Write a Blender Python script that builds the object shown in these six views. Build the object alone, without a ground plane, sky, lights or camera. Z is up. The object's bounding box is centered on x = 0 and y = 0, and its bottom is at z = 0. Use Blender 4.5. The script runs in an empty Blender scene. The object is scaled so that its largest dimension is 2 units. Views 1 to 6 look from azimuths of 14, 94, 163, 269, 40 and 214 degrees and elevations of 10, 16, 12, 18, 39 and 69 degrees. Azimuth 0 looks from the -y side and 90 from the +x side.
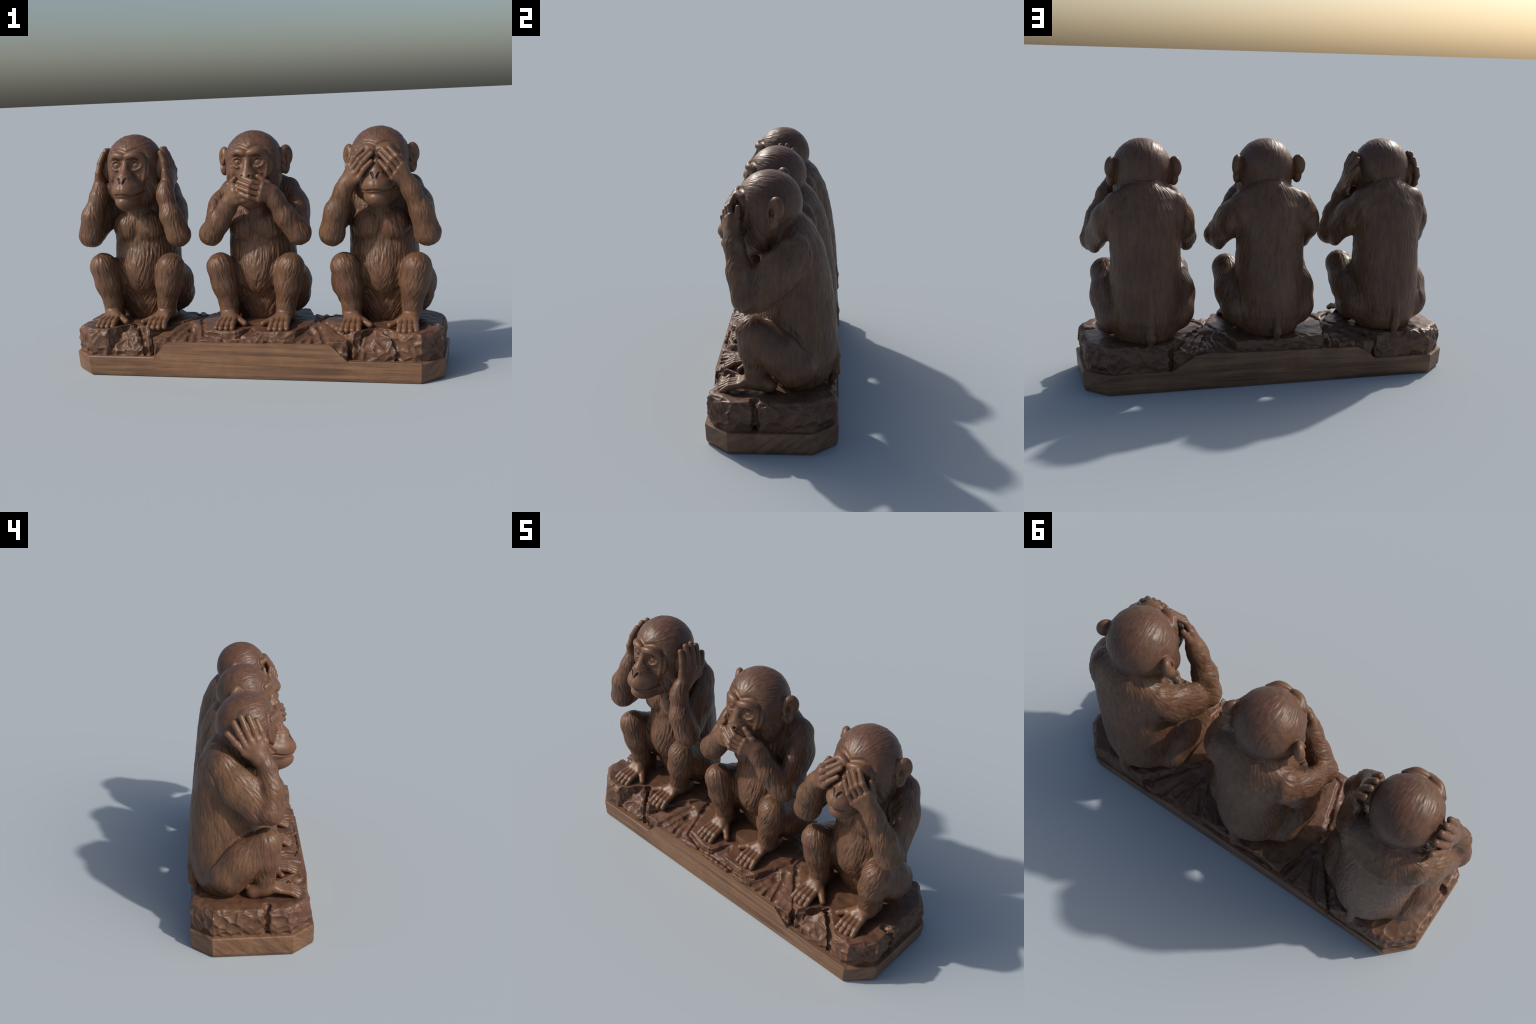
"""Three seated monkeys carved from one block of brown wood on a rocky plinth:
one covers its ears, one its mouth, one its eyes.

Every body is modelled as smoothly blended solids (round cones, ellipsoids, a
lofted torso), carved with grooves, meshed in one piece, chiselled with fur
strokes that follow a flow of the coat, and then split into anatomical parts."""
import bpy, math, time
import numpy as np

T0 = time.time()
F = np.float32
RNG = np.random.default_rng(7)

# ------------------------------------------------------------------ noise
LAT = RNG.random((64, 64, 64)).astype(F) * 2 - 1


def vnoise(P):
    """Smooth value noise in [-1, 1]; P in lattice cells."""
    i = np.floor(P).astype(np.int32)
    f = (P - i).astype(F)
    u = f * f * (3 - 2 * f)
    a, b = i & 63, (i + 1) & 63
    x0, y0, z0, x1, y1, z1 = a[:, 0], a[:, 1], a[:, 2], b[:, 0], b[:, 1], b[:, 2]
    ux, uy, uz = u[:, 0], u[:, 1], u[:, 2]
    c00 = LAT[x0, y0, z0] * (1 - ux) + LAT[x1, y0, z0] * ux
    c10 = LAT[x0, y1, z0] * (1 - ux) + LAT[x1, y1, z0] * ux
    c01 = LAT[x0, y0, z1] * (1 - ux) + LAT[x1, y0, z1] * ux
    c11 = LAT[x0, y1, z1] * (1 - ux) + LAT[x1, y1, z1] * ux
    return (c00 * (1 - uy) + c10 * uy) * (1 - uz) + (c01 * (1 - uy) + c11 * uy) * uz


def unit(v):
    return v / np.maximum(np.linalg.norm(v, axis=-1, keepdims=True), 1e-9)


def sstep(a, b, x):
    t = np.clip((x - a) / (b - a), 0, 1)
    return t * t * (3 - 2 * t)


# ------------------------------------------------------- signed distances
def sd_ell(p, c, r, R=None):
    q = p - np.asarray(c, F)
    if R is not None:
        q = q @ R
    r = np.asarray(r, F)
    k0 = np.sqrt(((q / r) ** 2).sum(1))
    k1 = np.sqrt(((q / (r * r)) ** 2).sum(1)) + 1e-9
    return k0 * (k0 - 1) / k1


def sd_cone(p, a, b, ra, rb):
    """Capsule whose radius runs from ra to rb."""
    a, b = np.asarray(a, F), np.asarray(b, F)
    ba = b - a
    pa = p - a
    h = np.clip((pa @ ba) / (ba @ ba), 0, 1)
    return np.sqrt(((pa - h[:, None] * ba) ** 2).sum(1)) - (ra + (rb - ra) * h)


def seg_dist(p, pts):
    pts = np.asarray(pts, F)
    d = None
    for a, b in zip(pts[:-1], pts[1:]):
        e = sd_cone(p, a, b, 0, 0)
        d = e if d is None else np.minimum(d, e)
    return d


# torso loft: height, centre y, half width, front y, back y
TORSO = np.array([
    (.215, .130, .120, .030, .225), (.25, .130, .152, .010, .262), (.30, .130, .174, -.005, .286),
    (.36, .130, .186, -.018, .304), (.45, .125, .188, -.044, .311), (.52, .120, .185, -.062, .309),
    (.60, .120, .183, -.062, .302), (.68, .120, .180, -.050, .291), (.76, .120, .182, -.045, .280),
    (.82, .120, .186, -.035, .268), (.88, .120, .186, -.018, .254), (.93, .115, .178, .000, .240),
    (.98, .105, .155, .018, .213), (1.02, .095, .120, .030, .185), (1.06, .085, .075, .040, .150)], F)


def sd_torso(p):
    z = p[:, 2]
    zz = np.clip(z, TORSO[0, 0], TORSO[-1, 0])
    cy, hw, yf, yb = (np.interp(zz, TORSO[:, 0], TORSO[:, k]).astype(F) for k in (1, 2, 3, 4))
    dy = p[:, 1] - cy
    b = np.where(dy < 0, cy - yf, yb - cy)
    n = np.where(dy < 0, 2.15, 1.72 + .18 * sstep(.35, .6, z)).astype(F)
    ax, ay = np.abs(p[:, 0]) / hw + 1e-5, np.abs(dy) / b + 1e-5
    k0 = (ax ** n + ay ** n) ** (1 / n)
    k1 = np.sqrt((ax / hw) ** 2 + (ay / b) ** 2) / k0 + 1e-6
    d = (k0 - 1) / k1
    cap = np.maximum(TORSO[0, 0] - z, z - TORSO[-1, 0])
    return np.maximum(d * .97, cap)


def basis(n, up=(0, 0, 1)):
    """Columns: side, up, normal."""
    n = unit(np.asarray(n, float))
    s = unit(np.cross(up, n))
    return np.stack([s, np.cross(n, s), n], 1).astype(F)


class Body:
    """An ordered list of blended solids and cuts."""

    def __init__(self):
        self.ops = []
        self.marks = []

    def _add(self, fn, lo, hi, part, k, op, side, amount=0):
        self.ops.append((fn, np.asarray(lo, F), np.asarray(hi, F), part, k, op, side, amount))

    def ell(self, part, c, r, k=.01, op="add", side=0, R=None):
        m = max(r) if R is not None else np.asarray(r)
        self._add(lambda p: sd_ell(p, c, r, R), np.asarray(c) - m, np.asarray(c) + m, part, k, op, side)

    def limb(self, part, pts, k=.01, side=0, joint=None, flat=None, op="add"):
        """pts: (x, y, z, radius); consecutive points joined by round cones.
        flat: per-axis squeeze, so that the section is an oval."""
        f = np.ones(3, F) if flat is None else np.asarray(flat, F)
        mean = float(np.sort(f)[1] * .5 + f.max() * .5)
        for a, b in zip(pts[:-1], pts[1:]):
            a3, b3 = np.array(a[:3], F), np.array(b[:3], F)
            r = max(a[3], b[3])
            self._add(lambda p, a3=a3, b3=b3, ra=a[3], rb=b[3]: sd_cone(p * f, a3 * f, b3 * f, ra, rb) / F(mean),
                      np.minimum(a3, b3) - r / f, np.maximum(a3, b3) + r / f, part, k if a is pts[0] else (joint or k), op, side)

    def groove(self, pts, width, depth, side=0):
        q = np.asarray(pts)
        self._add(lambda p: seg_dist(p, pts), q.min(0) - 3 * width, q.max(0) + 3 * width, None, width, "groove", side, depth)

    def eval(self, P, parts=None, cell=.06):
        """Signed distance at P. With parts (a dict) also the distance to each part.
        Points are handled in small boxes, each with only the solids that reach it."""
        out = np.full(len(P), 1, F)
        if parts is not None:
            for op in self.ops:
                if op[5] == "add":
                    parts.setdefault((op[3], op[6]), np.full(len(P), .2, F))
        i = np.floor(P / F(cell)).astype(np.int64) + 50
        key = (i[:, 0] * 200 + i[:, 1]) * 200 + i[:, 2]
        order = np.argsort(key, kind="stable")
        ks = key[order]
        cuts = np.concatenate([[0], np.nonzero(np.diff(ks))[0] + 1, [len(ks)]])

        def work(span):
            a, b = span
            idx = order[a:b]
            p = P[idx]
            lo, hi = p.min(0), p.max(0)
            l0, h0 = lo.copy(), hi.copy()
            h0[0] = max(abs(lo[0]), abs(hi[0]))
            l0[0] = 0 if lo[0] * hi[0] <= 0 else min(abs(lo[0]), abs(hi[0]))
            m1 = np.array([-1, 1, 1], F)
            box = {0: (l0, h0), 1: (lo, hi), -1: (np.array([-hi[0], lo[1], lo[2]]), np.array([-lo[0], hi[1], hi[2]]))}
            pts = {0: np.column_stack([np.abs(p[:, 0]), p[:, 1], p[:, 2]]), 1: p, -1: p * m1}
            d = np.full(len(p), 1, F)
            for fn, ol, oh, part, k, op, side, amount in self.ops:
                bl, bh = box[side]
                m = 0 if op == "groove" else k + .045
                if (ol - m > bh).any() or (oh + m < bl).any():
                    continue
                e = fn(pts[side]).astype(F)
                if op == "add":
                    h = np.maximum(k - np.abs(d - e), 0)
                    d = np.minimum(d, e) - h * h / (4 * k)
                    if parts is not None:
                        t = parts[(part, side)]
                        t[idx] = np.minimum(t[idx], e)
                elif op == "sub":
                    h = np.maximum(k - np.abs(d + e), 0)
                    d = np.maximum(d, -e) + h * h / (4 * k)
                    if parts is not None and (part, side) in parts:
                        t = parts[(part, side)]
                        t[idx] = np.maximum(t[idx], -e)
                else:
                    d = d + amount * np.exp(-(e / k) ** 2)
            out[idx] = d

        spans = list(zip(cuts[:-1], cuts[1:]))
        for sp in spans:
            work(sp)
        return out


# ------------------------------------------------------ anatomy
def finger(B, part, base, tip, r, side, bend=(0, 0, 0), k=.004):
    b, t = np.array(base), np.array(tip)
    m = b * .5 + t * .5 + np.array(bend)
    B.limb(part, [(*b, r * 1.02), (*m, r * 1.02), (*t, r * .93)], k, side, joint=.006)


def trunk(B, kd=0.0):
    """kd: how far the knees are drawn in."""
    B._add(sd_torso, (0, -.1, .2), (.2, .33, 1.08), "torso", .02, "add", 0)
    B.ell("torso", (0, .055, .525), (.128, .148, .165), .02)                # belly
    B.ell("torso", (.063, .003, .762), (.087, .078, .091), .012)           # breast
    B.limb("torso", [(0, .080, .93, .095), (0, .035, 1.0, .09)], .03)      # neck
    B.limb("torso", [(0, .008, .80, .060), (0, .002, .88, .055), (0, -.022, .95, .058)], .03)  # throat
    B.limb("torso", [(.03, .12, .985, .07), (.14, .115, .955, .055)], .03) # shoulder yoke
    B.groove([(.0, -.064, .706), (.03, -.072, .688), (.07, -.066, .676), (.115, -.04, .690), (.14, .0, .725)], .009, .012)
    B.groove([(0, -.072, .87), (0, -.074, .71)], .010, .005)
    # hind limbs
    B.limb("leg", [(.147, .106, .378, .111), (.170, .03, .458, .102), (.196 - kd, -.086, .556, .072)], .02, joint=.03)
    B.limb("leg", [(.196 - kd, -.088, .550, .073), (.176 - kd * .7, -.080, .455, .069), (.157, -.072, .345, .050), (.156, -.07, .30, .044)], .012, joint=.02)
    B.groove([(.235, -.035, .43), (.21, -.005, .34), (.19, .02, .29)], .010, .010)
    B.groove([(.12, .0, .52), (.10, -.02, .44), (.05, -.045, .39), (0, -.06, .362)], .012, .014)
    B.groove([(.19, .06, .585), (.185, .12, .52), (.18, .18, .44), (.19, .22, .38)], .014, .007)
    # feet
    B.limb("foot", [(.156, -.012, .276, .039), (.156, -.08, .300, .046)], .02)
    for kx, tx, ty in ((.107, .101, -.239), (.131, .131, -.244), (.155, .161, -.243), (.177, .190, -.233)):
        B.limb("foot", [(.152, -.085, .300, .040), (kx, -.146, .281, .0165)], .010)
        B.limb("foot", [(kx, -.150, .2790, .0146), (.6 * tx + .4 * kx, -.203, .2705, .0146), (tx, ty, .2510, .0144)], .003, joint=.004)
        B.groove([(tx - .012, ty + .017, .263), (tx, ty + .016, .272), (tx + .012, ty + .017, .263)], .0035, .0025)
    B.limb("foot", [(.125, -.10, .285, .026), (.085, -.138, .271, .019), (.050, -.168, .262, .0155)], .010, joint=.008)
    B.groove([(.11, -.128, .33), (.155, -.140, .325), (.2, -.12, .315)], .008, .003)
    # tail
    B.limb("tail", [(0, .296, .46, .012), (0, .302, .36, .020), (0, .300, .285, .022), (0, .285, .242, .016)], .012)


def snap(B, pts, inset=0.0):
    """Lay (x, z[, radius]) points on the front of the body as it stands; inset sinks them."""
    pts = np.asarray(pts, float)
    ys = np.arange(-.30, 0, .001)
    out = []
    for p in pts:
        P = np.column_stack([np.full(len(ys), p[0]), ys, np.full(len(ys), p[1])]).astype(F)
        d = B.eval(P, cell=1.0)
        k = int(np.argmax(d < 0))
        y = ys[k] + inset
        out.append((p[0], y, p[1]) + tuple(p[2:]))
    return out


def arc(pts, n=5):
    """Smooth curve through control points (Catmull-Rom)."""
    p = np.asarray(pts, float)
    q = np.vstack([2 * p[0] - p[1], p, 2 * p[-1] - p[-2]])
    out = []
    for a, b, c, d in zip(q[:-3], q[1:-2], q[2:-1], q[3:]):
        for t in np.linspace(0, 1, n, endpoint=False):
            out.append(.5 * (2 * b + (c - a) * t + (2 * a - 5 * b + 4 * c - d) * t * t + (3 * b - a - 3 * c + d) * t ** 3))
    return out + [p[-1]]


RIM = [(0, 1.178), (.022, 1.188), (.053, 1.195), (.086, 1.183), (.107, 1.153), (.1135, 1.110), (.109, 1.062), (.097, 1.018), (.090, .985)]


def head(B, muzzle=True, ears=True, ear_up=0.0, left_out=0.0):
    B.ell("head", (0, -.008, 1.118), (.1515, .153, .152), .02)
    B.ell("head", (0, -.022, 1.025), (.148, .118, .118), .03)
    B.limb("head", [(.075, -.05, .965, .062), (.03, -.09, .935, .06)], .03)   # jaw
    my = 0 if muzzle else .030
    B.ell("head", (.064, -.099, 1.098), (.050, .051, .086), .012)           # flat of the face
    B.limb("head", [(0, -.118, 1.105, .036), (0, -.172 + my * .6, 1.035, .051)], .020)  # middle of the face
    B.ell("head", (0, -.118 + my, .983), (.091, .135, .074), .020)          # upper lip
    B.ell("head", (0, -.130 + my, .925), (.071, .109, .060), .008)          # chin
    # ridge round the face: brow, outer orbit, cheek
    B.limb("head", [tuple(q) for q in arc([(.006, -.159, 1.159, .0130), (.030, -.158, 1.164, .0145), (.056, -.150, 1.165, .0155), (.080, -.126, 1.151, .0160),
                                           (.095, -.110, 1.122, .0155), (.098, -.114, 1.080, .0150), (.091, -.131, 1.035, .0100)], 3)], .006, joint=.012)
    B.limb("head", [(0, -.150, 1.150, .014), (0, -.168 + my * .2, 1.10, .016), (0, -.194 + my * .5, 1.060, .0215)], .012)
    B.ell("head", (.0535, -.174, 1.1180), (.0355, .037, .037), .006, "sub")   # orbit
    B.ell("head", (.017, -.204 + my * .5, 1.046), (.0175, .016, .0155), .006)           # nostril wing
    B.limb("head", [(0, -.209 + my * .3, 1.045, .008), (0, -.222 + my * .6, 1.015, .012)], .010)
    hole = snap(B, [(.0205, 1.046, .0065), (.0135, 1.036, .0070), (.0075, 1.024, .0040)], .001)
    B.limb("head", hole, .002, op="sub")
    B.marks.append(("nostril", [p[:3] for p in hole], .0075, 1.0))
    # recessed face inside the fur rim
    rim = snap(B, arc(RIM, 3))
    B.groove(rim, .0070, .0130)
    # eye ball, lids and bags
    B.ell("eye", (.0535, -.1285, 1.1125), (.0240, .0240, .0235), .001)
    B.limb("head", [(.026, -.142, 1.110, .0044), (.036, -.150, 1.1290, .0044), (.054, -.1535, 1.1385, .0044), (.072, -.146, 1.1300, .0044), (.085, -.130, 1.110, .004)], .002)
    B.limb("head", [(.026, -.142, 1.110, .0044), (.036, -.150, 1.0945, .0048), (.054, -.1545, 1.0860, .0050), (.072, -.147, 1.0930, .0048), (.085, -.130, 1.110, .004)], .003)
    B.groove(snap(B, arc([(.022, 1.098), (.036, 1.081), (.056, 1.0735), (.078, 1.080), (.093, 1.102)], 3)), .0045, .0060)
    B.groove(snap(B, arc([(.034, 1.070), (.05, 1.064), (.074, 1.066), (.091, 1.080)], 3)), .0045, .003)
    B.groove(snap(B, arc([(.0535 + .0105 * math.cos(a), 1.1125 + .0105 * math.sin(a)) for a in np.linspace(0, 6.2832, 9)], 1)), .0030, .0035)
    if muzzle:
        line = snap(B, [(x, z, .0095) for x, z in arc([(0, .9650), (.022, .9635), (.045, .9585), (.062, .9575), (.077, .9625), (.090, .972)], 4)], -.001)
        B.limb("head", line, .002, flat=(1, 1, 2.0), op="sub")
        B.marks.append(("mouth", [p[:3] for p in line], .0098, 2.4))
        B.groove(snap(B, [(0, 1.010), (0, .982)]), .006, .002)
        B.groove(snap(B, arc([(0, .944), (.030, .942), (.055, .946)], 3)), .010, .003)
    if not ears:                                                            # flattened under the palms
        B.ell("ear", (.158, -.006, 1.085), (.036, .055, .080), .012)
    if ears:
        for side in (1, -1):
            R = basis((.80, -.60, .05))
            c = np.array((.170 + (left_out if side < 0 else 0), .026, 1.112 + ear_up))
            B.ell("ear", c + R @ (0, .012, -.006), (.042, .056, .027), .006, side=side, R=R)
            B.ell("ear", c + R @ (-.012, -.045, -.004), (.028, .042, .023), .010, side=side, R=R)
            B.ell("ear", c + R @ (.000, .012, .020), (.031, .043, .013), .006, "sub", side, R)
            B.ell("ear", c + R @ (-.012, -.020, .018), (.017, .036, .015), .006, "sub", side, R)
            B.ell("ear", c + R @ (-.016, -.006, .008), (.013, .018, .014), .005, "sub", side, R)
            B.limb("ear", [tuple(c + R @ (-.030, -.022, .012)) + (.009,), tuple(c + R @ (-.034, .0, .008)) + (.008,)], .006, side)
            B.limb("ear", [tuple(c + R @ (-.002, .030, .006)) + (.006,), tuple(c + R @ (.014, .008, .008)) + (.006,), tuple(c + R @ (.008, -.016, .007)) + (.005,)], .008, side)


ELBOW = (.247, -.104, .733, .068)


def upper_arm(B, side, dx=0.0, dy=0.0, el=.244):
    B.limb("arm", [(.172 - dx, .098 + dy * .7, .905, .084), (.217 - dx, .036 + dy, .836, .089), (el, -.056 + dy * .4, .750, .087)], .032, side, joint=.03, flat=(1.85, 1, 1))
    B.groove([(.21, .10, .79), (.20, .145, .85), (.17, .175, .93)], .012, .006, side)


def arm_on_ear(B, side):
    upper_arm(B, side, .008, 0, .241)
    B.limb("arm", [(ELBOW[0] + (.010 if side > 0 else 0),) + ELBOW[1:], (.225, -.118, .835, .055), (.192, -.096, .940, .0435), (.189, -.078, .985, .041)], .012, side, joint=.03)
    w = (.193, -.062, .985)
    for kn, tip in (((.186, -.064, 1.070), (.164, -.053, 1.169)), ((.193, -.030, 1.080), (.163, -.0165, 1.186)),
                    ((.198, .003, 1.074), (.163, .0205, 1.186)), ((.201, .030, 1.056), (.165, .0555, 1.161))):
        kn = (kn[0], kn[1] - (.026 if side < 0 else 0), kn[2])
        B.limb("hand", [(*w, .034), (*kn, .0195)], .014, side)
        finger(B, "hand", kn, tip, .0160, side, (.006, 0, 0))
    ty = .012 if side < 0 else .038
    B.limb("hand", [(*w, .03), (.203, ty - .002, 1.022, .020)], .012, side)
    finger(B, "hand", (.203, ty, 1.026), (.174, .087, 1.110), .0160, side, (.008, 0, 0))


def arm_on_eye(B, side):
    upper_arm(B, side, .002)
    B.limb("arm", [(.243, -.104, .733, .069), (.216, -.133, .845, .056), (.168, -.160, .960, .0435), (.155, -.166, .985, .041)], .012, side, joint=.03)
    w = (.150, -.166, .995)
    for kn, tip in (((.130, -.176, 1.084), (.064, -.164, 1.165)), ((.118, -.193, 1.066), (.036, -.172, 1.157)),
                    ((.103, -.205, 1.044), (.020, -.184, 1.142)), ((.084, -.210, 1.022), (.0205, -.203, 1.103))):
        B.limb("hand", [(*w, .036), (*kn, .0175)], .014, side)
        finger(B, "hand", kn, tip, .0124, side, (.006, -.014, .0), .002)
    B.limb("hand", [(*w, .03), (.138, -.150, 1.060, .019)], .012, side)
    finger(B, "hand", (.138, -.150, 1.062), (.118, -.144, 1.120), .0140, side)


def arm_on_mouth(B, side, over):
    el = .246 if side > 0 else .231
    upper_arm(B, side, -.006 if side > 0 else -.014, .024, el)
    pts = [(el, -.094, .735, .066), (.184, -.128, .826, .054), (.136, -.152, .920, .045), (.124, -.160, .940, .042)]
    if not over:
        pts[1:] = [(.172, -.128, .802, .053), (.120, -.155, .878, .046), (.101, -.168, .908, .043)]
    B.limb("arm", pts, .012, side, joint=.03)
    w = (.122, -.160, .955)
    if over:
        for kn, tip in (((.088, -.200, 1.000), (-.014, -.200, 1.035)), ((.084, -.210, .976), (-.036, -.208, 1.017)),
                        ((.076, -.212, .950), (-.035, -.216, .988)), ((.065, -.207, .925), (-.028, -.214, .956))):
            B.limb("hand", [(*w, .035), (*kn, .0175)], .014, side)
            finger(B, "hand", kn, tip, .0124, side, (0, -.020, 0), .002)
        B.limb("hand", [(*w, .03), (.106, -.170, 1.000, .019)], .012, side)
        finger(B, "hand", (.106, -.170, 1.000), (.057, -.168, 1.038), .0150, side)
    else:
        w = (.100, -.170, .914)
        for kn, tip in (((.070, -.192, .990), (-.030, -.20, 1.00)), ((.064, -.202, .966), (-.035, -.205, .975)),
                        ((.056, -.204, .942), (-.035, -.205, .950)), ((.046, -.198, .918), (-.02, -.20, .930))):
            B.limb("hand", [(*w, .036), (*kn, .0195)], .014, side)
            finger(B, "hand", kn, tip, .0150, side, (0, -.004, 0))
        B.limb("hand", [(*w, .03), (.098, -.172, .998, .019)], .012, side)
        finger(B, "hand", (.098, -.176, .996), (.062, -.186, 1.034), .0125, side)


# ------------------------------------------------------ meshing
def surface_nets(D, lo, h):
    """Quads through the zero level of the dense grid D."""
    ins = D < 0
    n = np.zeros(tuple(s - 1 for s in D.shape), np.int8)
    for i in (0, 1):
        for j in (0, 1):
            for k in (0, 1):
                n += ins[i:D.shape[0] - 1 + i, j:D.shape[1] - 1 + j, k:D.shape[2] - 1 + k]
    cells = np.argwhere((n > 0) & (n < 8))
    ids = np.full(n.shape, -1, np.int32)
    ids[tuple(cells.T)] = np.arange(len(cells))
    del n
    cor = [np.array((i, j, k)) for i in (0, 1) for j in (0, 1) for k in (0, 1)]
    val = [D[tuple((cells + c).T)] for c in cor]
    acc = np.zeros((len(cells), 3), F)
    cnt = np.zeros(len(cells), F)
    for a in range(8):
        for b in range(a + 1, 8):
            if np.abs(cor[a] - cor[b]).sum() != 1:
                continue
            m = (val[a] < 0) != (val[b] < 0)
            t = np.where(m, val[a] / np.where(m, val[a] - val[b], 1), 0)
            acc += m[:, None] * (cor[a] + t[:, None] * (cor[b] - cor[a]))
            cnt += m
    V = (cells + acc / cnt[:, None]) * h + lo
    quads = []
    for ax in range(3):
        s0 = [slice(1, -1)] * 3
        s1 = [slice(1, -1)] * 3
        s0[ax], s1[ax] = slice(0, -1), slice(1, None)
        A, Bv = ins[tuple(s0)], ins[tuple(s1)]
        e = np.argwhere(A != Bv)
        off = np.ones(3, int)
        off[ax] = 0
        e = e + off
        u, v = (ax + 1) % 3, (ax + 2) % 3
        eu, ev = np.zeros(3, int), np.zeros(3, int)
        eu[u], ev[v] = 1, 1
        q = np.stack([ids[tuple((e - eu - ev).T)], ids[tuple((e - ev).T)], ids[tuple(e.T)], ids[tuple((e - eu).T)]], 1)
        flip = ~ins[tuple(e.T)]
        q[flip] = q[flip][:, ::-1]
        quads.append(q)
    return V.astype(F), np.concatenate(quads)


def mesh_body(fn, lo, hi, h, blk=3):
    lo = np.asarray(lo, F)
    nb = np.ceil((np.asarray(hi) - lo) / (h * blk)).astype(int)
    ax = [lo[i] + (np.arange(nb[i]) + .5) * h * blk - h * .5 for i in range(3)]
    C = np.stack(np.meshgrid(*ax, indexing="ij"), -1).reshape(-1, 3).astype(F)
    dc = fn(C)
    near = np.abs(dc) < h * blk * 1.0 + .0025
    D = np.repeat(np.repeat(np.repeat(dc.reshape(nb), blk, 0), blk, 1), blk, 2)
    bi = np.argwhere(near.reshape(nb)) * blk
    o = np.stack(np.meshgrid(*[np.arange(blk)] * 3, indexing="ij"), -1).reshape(-1, 3)
    I = (bi[:, None] + o[None]).reshape(-1, 3)
    D[tuple(I.T)] = np.concatenate([fn(c) for c in np.array_split(I.astype(F) * F(h) + lo, max(1, len(I) // 400000))])
    return surface_nets(D, lo, h)


def gradient(fn, V, e=.0012):
    g = np.zeros_like(V)
    for s in ((1, -1, -1), (-1, -1, 1), (-1, 1, -1), (1, 1, 1)):
        s = np.array(s, F)
        g += s * fn(V + s * F(e))[:, None]
    return unit(g)


def vert_normals(V, Q):
    n = np.cross(V[Q[:, 2]] - V[Q[:, 0]], V[Q[:, 3]] - V[Q[:, 1]])
    out = np.zeros_like(V)
    for k in range(4):
        for c in range(3):
            out[:, c] += np.bincount(Q[:, k], n[:, c], len(V))
    return unit(out)


def relax(V, Q, it, amt):
    """Slide vertices toward the mean of their face neighbours."""
    cnt = np.bincount(Q.ravel(), minlength=len(V)).astype(F)
    for _ in range(it):
        c = V[Q].mean(1)
        s = np.zeros_like(V)
        for k in range(4):
            for a in range(3):
                s[:, a] += np.bincount(Q[:, k], c[:, a], len(V))
        V = V + amt * (s / cnt[:, None] - V)
    return V


def make_object(name, V, Q, N, parent, mat, smooth=True):
    me = bpy.data.meshes.new(name)
    me.vertices.add(len(V))
    me.vertices.foreach_set("co", V.astype(F).ravel())
    me.loops.add(Q.size)
    me.loops.foreach_set("vertex_index", Q.astype(np.int32).ravel())
    me.polygons.add(len(Q))
    me.polygons.foreach_set("loop_start", np.arange(0, Q.size, Q.shape[1], dtype=np.int32))
    me.update(calc_edges=True)
    me.validate()
    if smooth:
        me.polygons.foreach_set("use_smooth", np.ones(len(me.polygons), bool))
    if N is not None and len(me.vertices) == len(N):
        me.normals_split_custom_set_from_vertices(N.astype(float).tolist())
    me.materials.append(mat)
    ob = bpy.data.objects.new(name, me)
    bpy.context.scene.collection.objects.link(ob)
    ob.parent = parent
    return ob


def empty(name, parent=None):
    ob = bpy.data.objects.new(name, None)
    ob.empty_display_size = .1
    bpy.context.scene.collection.objects.link(ob)
    ob.parent = parent
    return ob


# ------------------------------------------------------ fur
def streaks(V, t, cell, reach, n=9, off=0):
    """Noise smeared along t: strokes as wide as cell and about 2*reach long."""
    acc = np.zeros(len(V), F)
    ws = 0
    for j in np.linspace(-1, 1, n):
        w = 1 - .5 * abs(j)
        acc += w * vnoise((V + t * F(j * reach)) / F(cell) + off)
        ws += w
    acc /= ws
    return acc / max(acc.std(), 1e-6)


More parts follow.
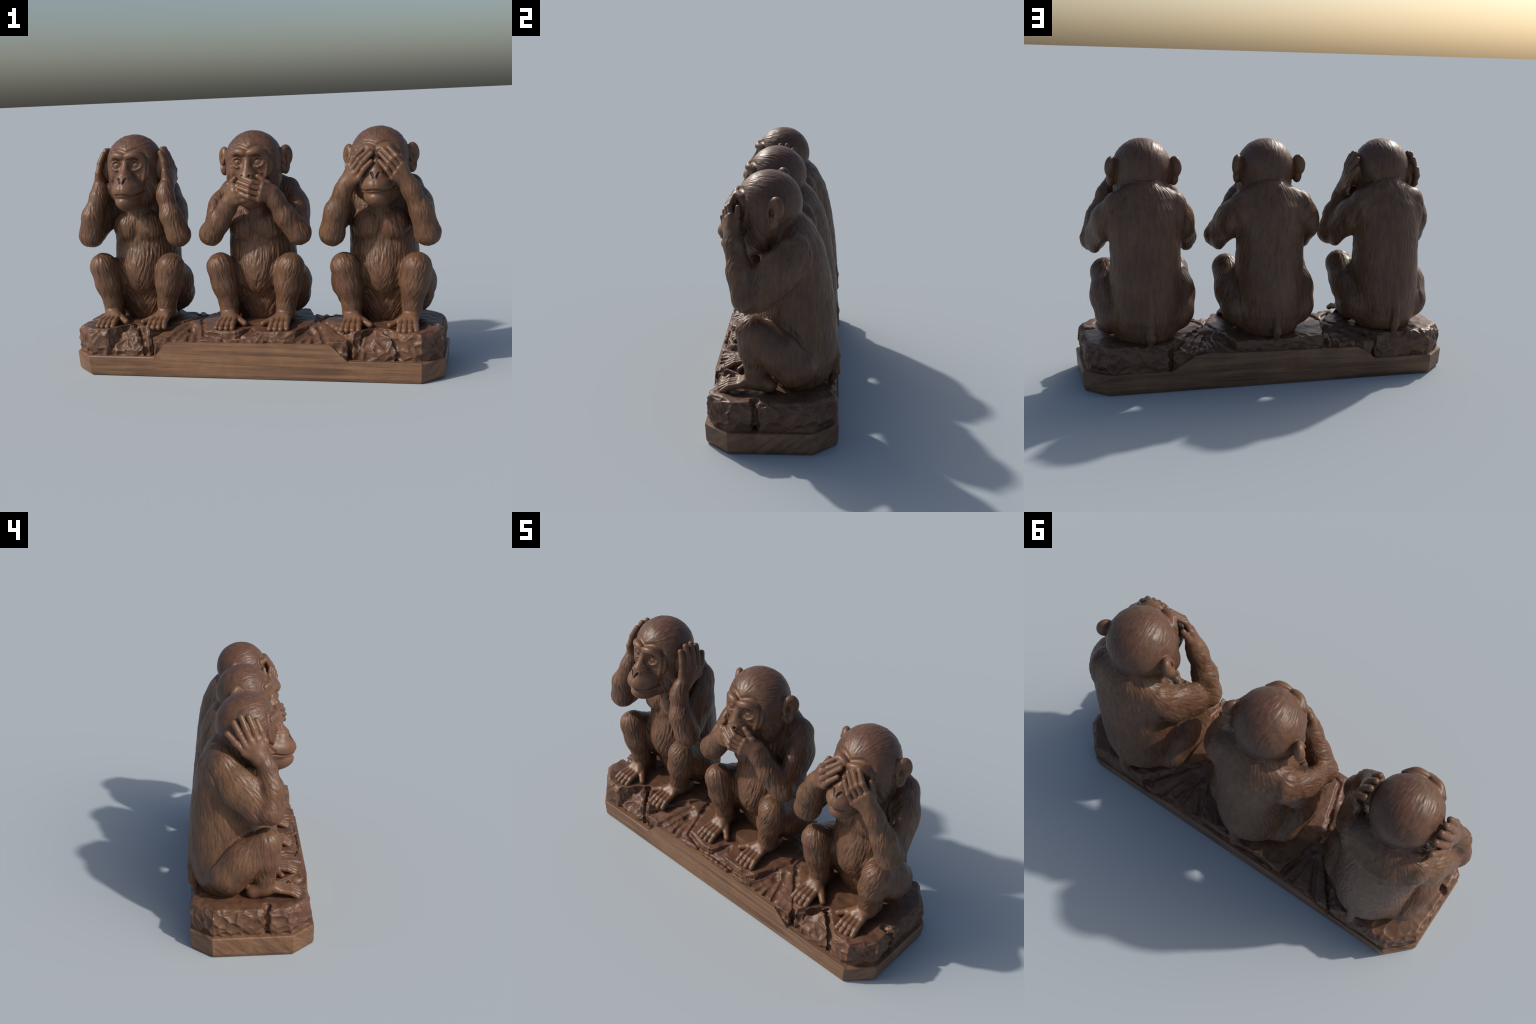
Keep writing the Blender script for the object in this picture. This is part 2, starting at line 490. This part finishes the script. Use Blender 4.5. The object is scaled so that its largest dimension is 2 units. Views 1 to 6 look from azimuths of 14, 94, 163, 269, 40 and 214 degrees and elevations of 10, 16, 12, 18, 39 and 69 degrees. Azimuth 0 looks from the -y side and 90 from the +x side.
def coat(V, N, parts, seed):
    """Depth of the chisel strokes of the coat at each vertex."""
    sx = np.sign(V[:, 0])
    sx[sx == 0] = 1
    ax = np.abs(V[:, 0])
    y, z = V[:, 1], V[:, 2]
    back = sstep(-.1, .5, N[:, 1])
    front = sstep(.1, .6, -N[:, 1])
    one = np.ones(len(V), F)

    def vec(x, yy, zz):
        return unit(np.stack([x * sx * one, yy * one, zz * one], 1).astype(F))

    g = {}
    for (part, side), d in parts.items():
        d = d if side == 0 else np.where(sx * side > 0, d, .2)
        g[part] = np.minimum(g.get(part, .2), d)
    # flow of the coat for each part
    lowb = sstep(.75, .45, z)
    torso_t = vec(np.where(N[:, 1] > 0, .35 * ax / .2 * (1 - 1.6 * lowb), -.55 * sstep(.70, .45, z) + .05), -.05, -1)
    head_t = unit(V - np.array((0, -.19, 1.19), F))
    head_t = unit(head_t + np.array((0, .25, -.55), F) * sstep(.0, .12, ax)[:, None] * sstep(1.13, 1.0, z)[:, None])
    low = sstep(.86, .74, z)
    arm_t = vec(.25 * low - .1, -.55 * (1 - front) + .1 * front, -.8)
    knee = sstep(.02, -.04, y)
    leg_t = vec(-.35 * knee * front, .45 * (1 - knee) - .1, -1)
    flows = {"torso": torso_t, "head": head_t, "arm": arm_t, "leg": leg_t, "tail": vec(0, 0, -1)}
    t = np.zeros_like(V)
    fur = np.zeros(len(V), F)
    tot = np.zeros(len(V), F)
    for p, d in g.items():
        w = np.exp(-np.maximum(d, 0) / .010)
        tot += w
        if p in flows:
            t += w[:, None] * flows[p]
            fur += w
    fur = (fur / tot) ** 2
    t = unit(t - (t * N).sum(1, keepdims=True) * N)
    # bare face
    face = sstep(1.06, .94, ((ax / .118) ** 2 + ((z - 1.085) / .118) ** 2) ** .5) * sstep(-.06, -.10, y)
    muz = sstep(.012, -.004, sd_ell(V, (0, -.16, .965), (.098, .105, .098)))
    bare = np.maximum(face, muz) * (g["head"] < .02)
    fur *= 1 - bare
    belly = front * (g["torso"] < .012)
    hd = np.exp(-np.maximum(g["head"], 0) / .008)
    crown = hd * sstep(1.02, 1.10, z)
    s = seed * 17.3
    fine = streaks(V, t, .0062, .020, off=s)
    mid = streaks(V, t, .0075, .032, off=s + 5)
    wide = streaks(V, t, .012, .032, off=s + 9)
    lump = vnoise(V / F(.05) + s)
    a_f = .0010 * (1 - .3 * crown) * (1 - .3 * back)
    a_m = (1 - .4 * crown) * (.0002 + .0001 * front + .0003 * sstep(.3, .8, lump)) * (1 - .5 * crown)
    a_w = (.0002 * front + .0007 * belly) * (1 - .8 * crown)
    cheek = (g["head"] < .012) * sstep(.070, .095, ax) * sstep(1.10, 1.02, z) * sstep(.06, .0, y)
    a_w = a_w + .0016 * cheek
    thin = streaks(V, t, .0058, .024, off=s + 13)
    limb = np.minimum(g["arm"], g["leg"]) < .01
    nick = -np.maximum(mid - 1.2, 0) * (.0013 + .0012 * front - .0005 * back) * (1 - .8 * crown)
    nick -= np.maximum(thin - 1.15, 0) * (.0010 + .0012 * front) * limb
    h = a_f * fine + a_m * mid + a_w * np.clip(wide, -2.2, 1.4) + nick
    soft = .0010 * vnoise(V / F(.03) + 3 * s)
    return .75 * h * (1 + .3 * belly) * fur + soft * (1 - .6 * bare), bare


# ------------------------------------------------------ materials
def wood(name, light, dark, red, mid, grain_scale, grain_amt, tilt=0.0, rough=.5, bump=.25):
    m = bpy.data.materials.new(name)
    m.use_nodes = True
    nt = m.node_tree
    nd, lk = nt.nodes, nt.links
    bs = nd["Principled BSDF"]
    tc = nd.new("ShaderNodeTexCoord")

    def noise(scale, detail, vec, tilt=0.0, rough=.55, dist=0):
        turn = nd.new("ShaderNodeVectorRotate")
        turn.rotation_type = "X_AXIS"
        turn.inputs["Angle"].default_value = tilt
        mp = nd.new("ShaderNodeMapping")
        mp.inputs["Scale"].default_value = scale
        n = nd.new("ShaderNodeTexNoise")
        n.inputs["Scale"].default_value = 1
        n.inputs["Detail"].default_value = detail
        n.inputs["Roughness"].default_value = rough
        n.inputs["Distortion"].default_value = dist
        lk.new(vec, turn.inputs["Vector"])
        lk.new(turn.outputs["Vector"], mp.inputs["Vector"])
        lk.new(mp.outputs["Vector"], n.inputs["Vector"])
        return n.outputs["Fac"]

    def ramp(fac, a, b):
        r = nd.new("ShaderNodeMapRange")
        r.inputs["From Min"].default_value = a
        r.inputs["From Max"].default_value = b
        lk.new(fac, r.inputs["Value"])
        return r.outputs["Result"]

    def mix(fac, a, b):
        x = nd.new("ShaderNodeMix")
        x.data_type = "RGBA"
        if isinstance(fac, float):
            x.inputs[0].default_value = fac
        else:
            lk.new(fac, x.inputs[0])
        for s, v in ((6, a), (7, b)):
            if isinstance(v, tuple):
                x.inputs[s].default_value = (*v, 1)
            else:
                lk.new(v, x.inputs[s])
        return x.outputs[2]

    def times(a, k):
        x = nd.new("ShaderNodeMath")
        x.operation = "MULTIPLY"
        lk.new(a, x.inputs[0])
        x.inputs[1].default_value = k
        return x.outputs[0]

    o = tc.outputs["Object"]
    g = noise(grain_scale, 6, o, tilt, dist=.5)
    fine = noise(tuple(3.2 * k for k in grain_scale), 4, o, tilt, rough=.65)
    blot = noise((7, 7, 7), 3, o)
    cloud = noise((17, 17, 11), 3, o)
    speck = noise((150, 150, 150), 3, o, rough=.7)
    c = mix(ramp(blot, .38, .66), light, red)
    c = mix(times(ramp(cloud, .45, .75), .45), c, mid)
    c = mix(times(ramp(g, .42, .74), grain_amt), c, dark)
    c = mix(times(ramp(fine, .48, .72), grain_amt * .75), c, dark)
    c = mix(times(ramp(speck, .52, .75), .25), c, dark)
    lk.new(c, bs.inputs["Base Color"])
    rg = nd.new("ShaderNodeMapRange")
    rg.inputs["To Min"].default_value = rough - .07
    rg.inputs["To Max"].default_value = rough + .10
    lk.new(blot, rg.inputs["Value"])
    lk.new(rg.outputs["Result"], bs.inputs["Roughness"])
    bs.inputs["Specular IOR Level"].default_value = .36
    bp = nd.new("ShaderNodeBump")
    bp.inputs["Strength"].default_value = bump
    bp.inputs["Distance"].default_value = .002
    lk.new(noise((170, 170, 60), 4, o), bp.inputs["Height"])
    lk.new(bp.outputs["Normal"], bs.inputs["Normal"])
    return m


FUR = wood("carved_fur_wood", (.148, .075, .037), (.033, .019, .013), (.126, .057, .033), (.088, .050, .032), (46, 46, 9), .62, 0, .44)
SCALP = wood("scalp_wood", (.128, .063, .035), (.033, .019, .014), (.114, .051, .032), (.078, .043, .029), (46, 46, 9), .55, 0, .42)
SKIN = wood("smooth_skin_wood", (.160, .081, .041), (.058, .032, .021), (.137, .063, .036), (.100, .056, .034), (22, 22, 8), .45, 0, .41, .12)
STAIN = wood("dark_stained_wood", (.055, .031, .021), (.028, .017, .013), (.048, .026, .018), (.040, .023, .016), (22, 22, 8), .4, 0, .45, .1)  # near-black colour paints the shadow inside the mouth line and nostrils
ROCK = wood("chiselled_wood", (.140, .071, .038), (.042, .023, .016), (.126, .056, .033), (.090, .048, .030), (9, 20, 30), .60, -.5, .44, .2)
PLANK = wood("planed_wood", (.222, .121, .062), (.048, .027, .018), (.184, .091, .051), (.142, .080, .048), (1.6, 8, 44), .74, -.62, .46, .12)

# ------------------------------------------------------ the carving
root = empty("wooden_carving")
root["label"] = "three seated monkeys carved in brown wood, covering ears, mouth and eyes"
root["category"] = "wood carving"
H = .0031


def majority(Q, lab, nlab, nv, it=4):
    for _ in range(it):
        votes = np.zeros((nv, nlab), F)
        for k in range(4):
            np.add.at(votes, (Q[:, k], lab), 1)
        fv = votes[Q].sum(1)
        fv[np.arange(len(Q)), lab] += .5
        lab = fv.argmax(1)
    return lab


def build_monkey(x0, kind, seed):
    B = Body()
    trunk(B, {"ears": 0, "mouth": .005, "eyes": .010}[kind])
    head(B, kind != "mouth", kind != "ears", *((.008, .009) if kind == "mouth" else (0, 0)))
    if kind == "ears":
        arm_on_ear(B, 1); arm_on_ear(B, -1)
    elif kind == "eyes":
        arm_on_eye(B, 1); arm_on_eye(B, -1)
    else:
        arm_on_mouth(B, -1, False); arm_on_mouth(B, 1, True)
    V, Q = mesh_body(B.eval, (-.36, -.29, .19), (.36, .35, 1.30), H)
    g = gradient(B.eval, V)
    for _ in range(2):
        V = V - np.clip(B.eval(V), -.003, .003)[:, None] * g
    V = relax(V, Q, 1, .25)
    parts = {}
    B.eval(V, parts)
    N = vert_normals(V, Q)
    depth, bare = coat(V, N, parts, seed)
    V = V + N * depth[:, None]
    N = vert_normals(V, Q)
    # one region per anatomical part
    names = list(parts)
    fc = V[Q].mean(1)
    fp = {}
    B.eval(fc, fp)
    dist = np.stack([fp[n] for n in names], 1)
    lab = dist.argmin(1)
    names.append(("face", 0))
    lab[(lab == names.index(("head", 0))) & (bare[Q].mean(1) > .5)] = len(names) - 1
    lab = majority(Q, lab, len(names), len(V))
    for name, line, r, squeeze in B.marks:
        sc = np.array((1, 1, squeeze), F)
        q = np.column_stack([np.abs(fc[:, 0]), fc[:, 1], fc[:, 2]]).astype(F) * sc
        names.append((name, 0))
        lab[(seg_dist(q, np.asarray(line, F) * sc) < r) & ((lab == names.index(("head", 0))) | (lab == names.index(("face", 0))))] = len(names) - 1
    mk = empty("monkey", root)
    for i, (part, side) in enumerate(names):
        sel0 = lab == i
        sides = (1, -1) if side == 0 and part in ("leg", "foot", "eye", "ear", "nostril") else (0,)
        for s in sides:
            sel = sel0 if s == 0 else sel0 & (fc[:, 0] * s > 0)
            if sel.sum() < 8:
                continue
            q = Q[sel]
            used, inv = np.unique(q, return_inverse=True)
            make_object(part, V[used] + np.array((x0, 0, 0), F), inv.reshape(q.shape), N[used], mk,
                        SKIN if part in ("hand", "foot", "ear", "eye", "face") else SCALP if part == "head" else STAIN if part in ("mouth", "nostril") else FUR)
    print(kind, "verts", len(V), "t", round(time.time() - T0, 1), flush=True)


# ------------------------------------------------------ base
def poly2(P, pts):
    """Signed distance to a polygon in plan."""
    pts = np.asarray(pts, F)
    d = np.full(len(P), 9, F)
    s = np.ones(len(P), F)
    n = len(pts)
    for i in range(n):
        a, b = pts[i], pts[i - 1]
        e, w = b - a, P - a
        q = w - e * np.clip((w @ e) / (e @ e), 0, 1)[:, None]
        d = np.minimum(d, (q * q).sum(1))
        c1, c2, c3 = P[:, 1] >= a[1], P[:, 1] < b[1], e[0] * w[:, 1] > e[1] * w[:, 0]
        s = np.where((c1 & c2 & c3) | (~c1 & ~c2 & ~c3), -s, s)
    return s * np.sqrt(d)


PLATE_A = [(-.55, -.300), (-.36, -.03), (-.35, .04), (-.565, .307), (-.875, .307), (-.985, .195), (-.987, -.19), (-.88, -.300)]
PLATE_C = [(.545, -.300), (.885, -.299), (.987, -.192), (.985, .195), (.875, .307), (.575, .307), (.355, .04), (.345, -.05)]
PLATE_B = [(-.335, .01), (-.25, -.255), (-.12, -.282), (.16, -.278), (.235, -.25), (.315, -.06), (.315, .0), (.215, .295), (-.26, .295)]
CORE = [(-.52, -.308), (.52, -.308), (.56, .311), (-.55, .311)]
TRI = [((-.66, -.170), (-.800, -.33), (-.535, -.33)), ((.656, -.182), (.520, -.33), (.812, -.33))]


def slab(P, d2, top, bot, r):
    """Extruded plan shape with rounded rim."""
    q0 = d2 + r
    q1 = np.maximum(P[:, 2] - top, bot - P[:, 2]) + r
    return np.minimum(np.maximum(q0, q1), 0) + np.sqrt(np.maximum(q0, 0) ** 2 + np.maximum(q1, 0) ** 2) - r


def smin(a, b, k):
    h = np.maximum(k - np.abs(a - b), 0)
    return np.minimum(a, b) - h * h / (4 * k)


GOUGES = [((-.42, -.31), (-.365, -.12)), ((-.375, -.31), (-.345, -.15)), ((-.325, -.31), (-.335, -.17)), ((-.275, -.31), (-.315, -.15)),
          ((.41, -.31), (.345, -.14)), ((.355, -.31), (.325, -.18)), ((.30, -.31), (.312, -.19)), ((.25, -.31), (.30, -.16)),
          ((-.46, .31), (-.375, .15)), ((-.395, .31), (-.355, .17)), ((-.325, .31), (-.34, .15)), ((-.26, .31), (-.33, .12)),
          ((.47, .31), (.375, .12)), ((.41, .31), (.365, .17)), ((.34, .31), (.35, .14)), ((.28, .31), (.335, .12)), ((.22, .31), (.30, .17)),
          ((-.16, -.32), (-.12, -.285)), ((.12, -.32), (.10, -.285)), ((-.10, .32), (-.08, .28)), ((.04, .32), (.02, .28))]


def rock_sdf(P):
    xy = P[:, :2]
    z = P[:, 2]
    wob = .010 * vnoise(P / F(.11) + 40) + .005 * vnoise(P / F(.05) + 11)
    bulge = .012 * np.cos((z - .172) / .068 * 1.3) - .008
    top_a = .249 + .008 * sstep(-.13, -.25, P[:, 1]) * sstep(.99, .90, np.abs(P[:, 0]))
    for s in (-1, 1):
        for fx in (-.15, .15):                                     # hollows under feet and seats
            r2 = ((P[:, 0] - s * .664 - fx) / .085) ** 2 + ((P[:, 1] + .135) / .125) ** 2
            top_a = top_a - .014 * np.exp(-r2 ** 2)
        r2 = ((P[:, 0] - s * .664) / .23) ** 2 + ((P[:, 1] - .10) / .21) ** 2
        top_a = top_a - .004 * np.exp(-r2 ** 2)
    a = slab(P, poly2(xy, PLATE_A) - bulge + wob * .7, top_a + wob * .3, .085, .024)
    c = slab(P, poly2(xy, PLATE_C) - bulge + wob * .7, top_a + wob * .3, .085, .024)
    b = slab(P, poly2(xy, PLATE_B) + wob * .8, .246 + wob * .2, .12, .012)
    ay = np.abs(P[:, 1])
    core = np.maximum(poly2(xy, CORE), z - (.210 + .21 * np.clip(.304 - ay, 0, .2) + wob * .5))
    flat = np.column_stack([xy, 0 * z])
    edge = np.abs(np.minimum(np.minimum(poly2(xy, PLATE_A), poly2(xy, PLATE_C)), poly2(xy, PLATE_B)))
    core = core + .013 * np.exp(-(edge / .010) ** 2)
    for k, (p, q) in enumerate(GOUGES):
        l = seg_dist(flat, [(*p, 0), (*q, 0)])
        core = core + (.011 + .004 * (k % 3)) * np.exp(-(l / (.015 + .003 * (k % 2))) ** 2)
    # carved wedges between the feet
    for t in TRI:
        yb = t[0][1]
        run = np.clip((yb - P[:, 1]) / .145, 0, 1.4)
        plane = z - (.254 - .150 * run ** 2.6 + .010 * vnoise(P / F(.045) + 77))
        cut = np.maximum(poly2(xy, t), -plane * .55)
        a, c = np.maximum(a, -cut), np.maximum(c, -cut)
        for e in (1, 2):
            l = seg_dist(np.column_stack([xy, 0 * z]), [(*t[0], 0), (*t[e], 0)])
            g = .020 * np.exp(-(l / .0075) ** 2) * (P[:, 1] < yb + .02)
            a, c = a + g, c + g
    # B: wedge between the toes
    tb = ((-.007, -.165), (-.075, -.33), (.06, -.33))
    b = np.maximum(b, -np.maximum(poly2(xy, tb), -(z - (.244 + (P[:, 1] + .165) * .42)) * .9))
    # clefts in the ends
    for s in (-1, 1):
        l = seg_dist(np.column_stack([xy, 0 * z]), [(s * 1.02, -.062, 0), (s * .93, -.075, 0)])
        g = .030 * np.exp(-(l / .011) ** 2)
        a, c = a + g, c + g
    return np.minimum(np.minimum(smin(a, core, .004), smin(c, core, .004)), b)


def scoops(V, N, cell, seed):
    """Hollows left by a gouge: a ridge round each Voronoi cell, a bowl within."""
    P = V / F(cell)
    i = np.floor(P).astype(int)
    rng = np.random.default_rng(seed)
    J = rng.random((32, 32, 32, 3)).astype(F)
    f1 = np.full(len(V), 9, F)
    f2 = np.full(len(V), 9, F)
    for dx in (-1, 0, 1):
        for dy in (-1, 0, 1):
            for dz in (-1, 0, 1):
                c = i + (dx, dy, dz)
                q = c + J[c[:, 0] & 31, c[:, 1] & 31, c[:, 2] & 31]
                d = np.sqrt(((P - q) ** 2).sum(1)).astype(F)
                f2 = np.minimum(f2, np.maximum(f1, d))
                f1 = np.minimum(f1, d)
    return -(1 - (f1 / np.maximum(f2, 1e-4)) ** 1.6)


def build_base():
    base = empty("base", root)
    h = .0042
    V, Q = mesh_body(rock_sdf, (-1.03, -.33, .08), (1.03, .33, .275), h)
    for _ in range(2):
        g = gradient(rock_sdf, V, .002)
        V = V - np.clip(rock_sdf(V), -.003, .003)[:, None] * g
    V = relax(V, Q, 1, .4)
    N = relax(vert_normals(V, Q), Q, 6, .7)
    up = sstep(.75, .97, N[:, 2])
    rim = np.maximum(1 - up, .55 * sstep(.215, .30, np.abs(V[:, 1])) )
    s = scoops(V * np.array((1, 1, 1.1), F), N, .060, 3)
    s2 = scoops(V * np.array((1, .7, 1), F), N, .030, 5)
    mid = sstep(.50, .42, np.abs(V[:, 0]))
    d = (s * .0150 + s2 * .0020) * rim * (1 - .35 * mid) + (s * .0025 + .002 * vnoise(V / F(.04))) * up
    bottom = sstep(.098, .112, V[:, 2])
    V = V + unit(N) * (d * bottom)[:, None]
    lim = np.abs(V[:, 1]) > .3110
    V[lim, 1] = np.sign(V[lim, 1]) * .3110
    make_object("rock", V, Q, vert_normals(V, Q), base, ROCK)
    print("rock", len(V), round(time.time() - T0, 1), flush=True)

    # plinth: eight-sided slab, slightly drawn in at the foot, with the raised plank
    import bmesh
    bm = bmesh.new()

    def ring(hx, hy, ch, z):
        return [bm.verts.new(p) for p in ((-hx + ch, -hy, z), (hx - ch, -hy, z), (hx, -hy + ch, z), (hx, hy - ch, z),
                                          (hx - ch, hy, z), (-hx + ch, hy, z), (-hx, hy - ch, z), (-hx, -hy + ch, z))]
    rings = [ring(.985, .304, .107, 0), ring(.994, .311, .112, .016), ring(1.0, .3145, .114, .100), ring(.995, .310, .114, .106)]
    bm.faces.new(rings[0][::-1])
    bm.faces.new(rings[-1])
    for a, b in zip(rings[:-1], rings[1:]):
        for k in range(8):
            bm.faces.new((a[k], a[(k + 1) % 8], b[(k + 1) % 8], b[k]))
    me = bpy.data.meshes.new("plinth")
    bmesh.ops.translate(bm, verts=bm.verts, vec=(0, .0015, 0))
    bm.to_mesh(me)
    bm.free()
    me.materials.append(PLANK)
    ob = bpy.data.objects.new("plinth", me)
    bpy.context.scene.collection.objects.link(ob)
    ob.parent = base

    bm = bmesh.new()
    f = [(-.522, .1), (-.49, .135), (-.455, .178), (-.435, .189), (.425, .193), (.522, .1)]
    k = [(-.565, .1), (-.485, .160), (-.45, .176), (.40, .190), (.44, .182), (.572, .1)]
    A = [bm.verts.new((x, -.3130, z)) for x, z in f]
    Bk = [bm.verts.new((x, .3160, z)) for x, z in k]
    bm.faces.new(A)
    bm.faces.new(Bk[::-1])
    for i in range(6):
        bm.faces.new((A[i], Bk[i], Bk[(i + 1) % 6], A[(i + 1) % 6]))
    bmesh.ops.recalc_face_normals(bm, faces=bm.faces)
    me = bpy.data.meshes.new("plank")
    bm.to_mesh(me)
    bm.free()
    me.materials.append(PLANK)
    ob = bpy.data.objects.new("plank", me)
    bpy.context.scene.collection.objects.link(ob)
    ob.parent = base


build_base()
build_monkey(-.667, "ears", 1)
build_monkey(.002, "mouth", 2)
build_monkey(.667, "eyes", 3)
print("script", round(time.time() - T0, 1), flush=True)
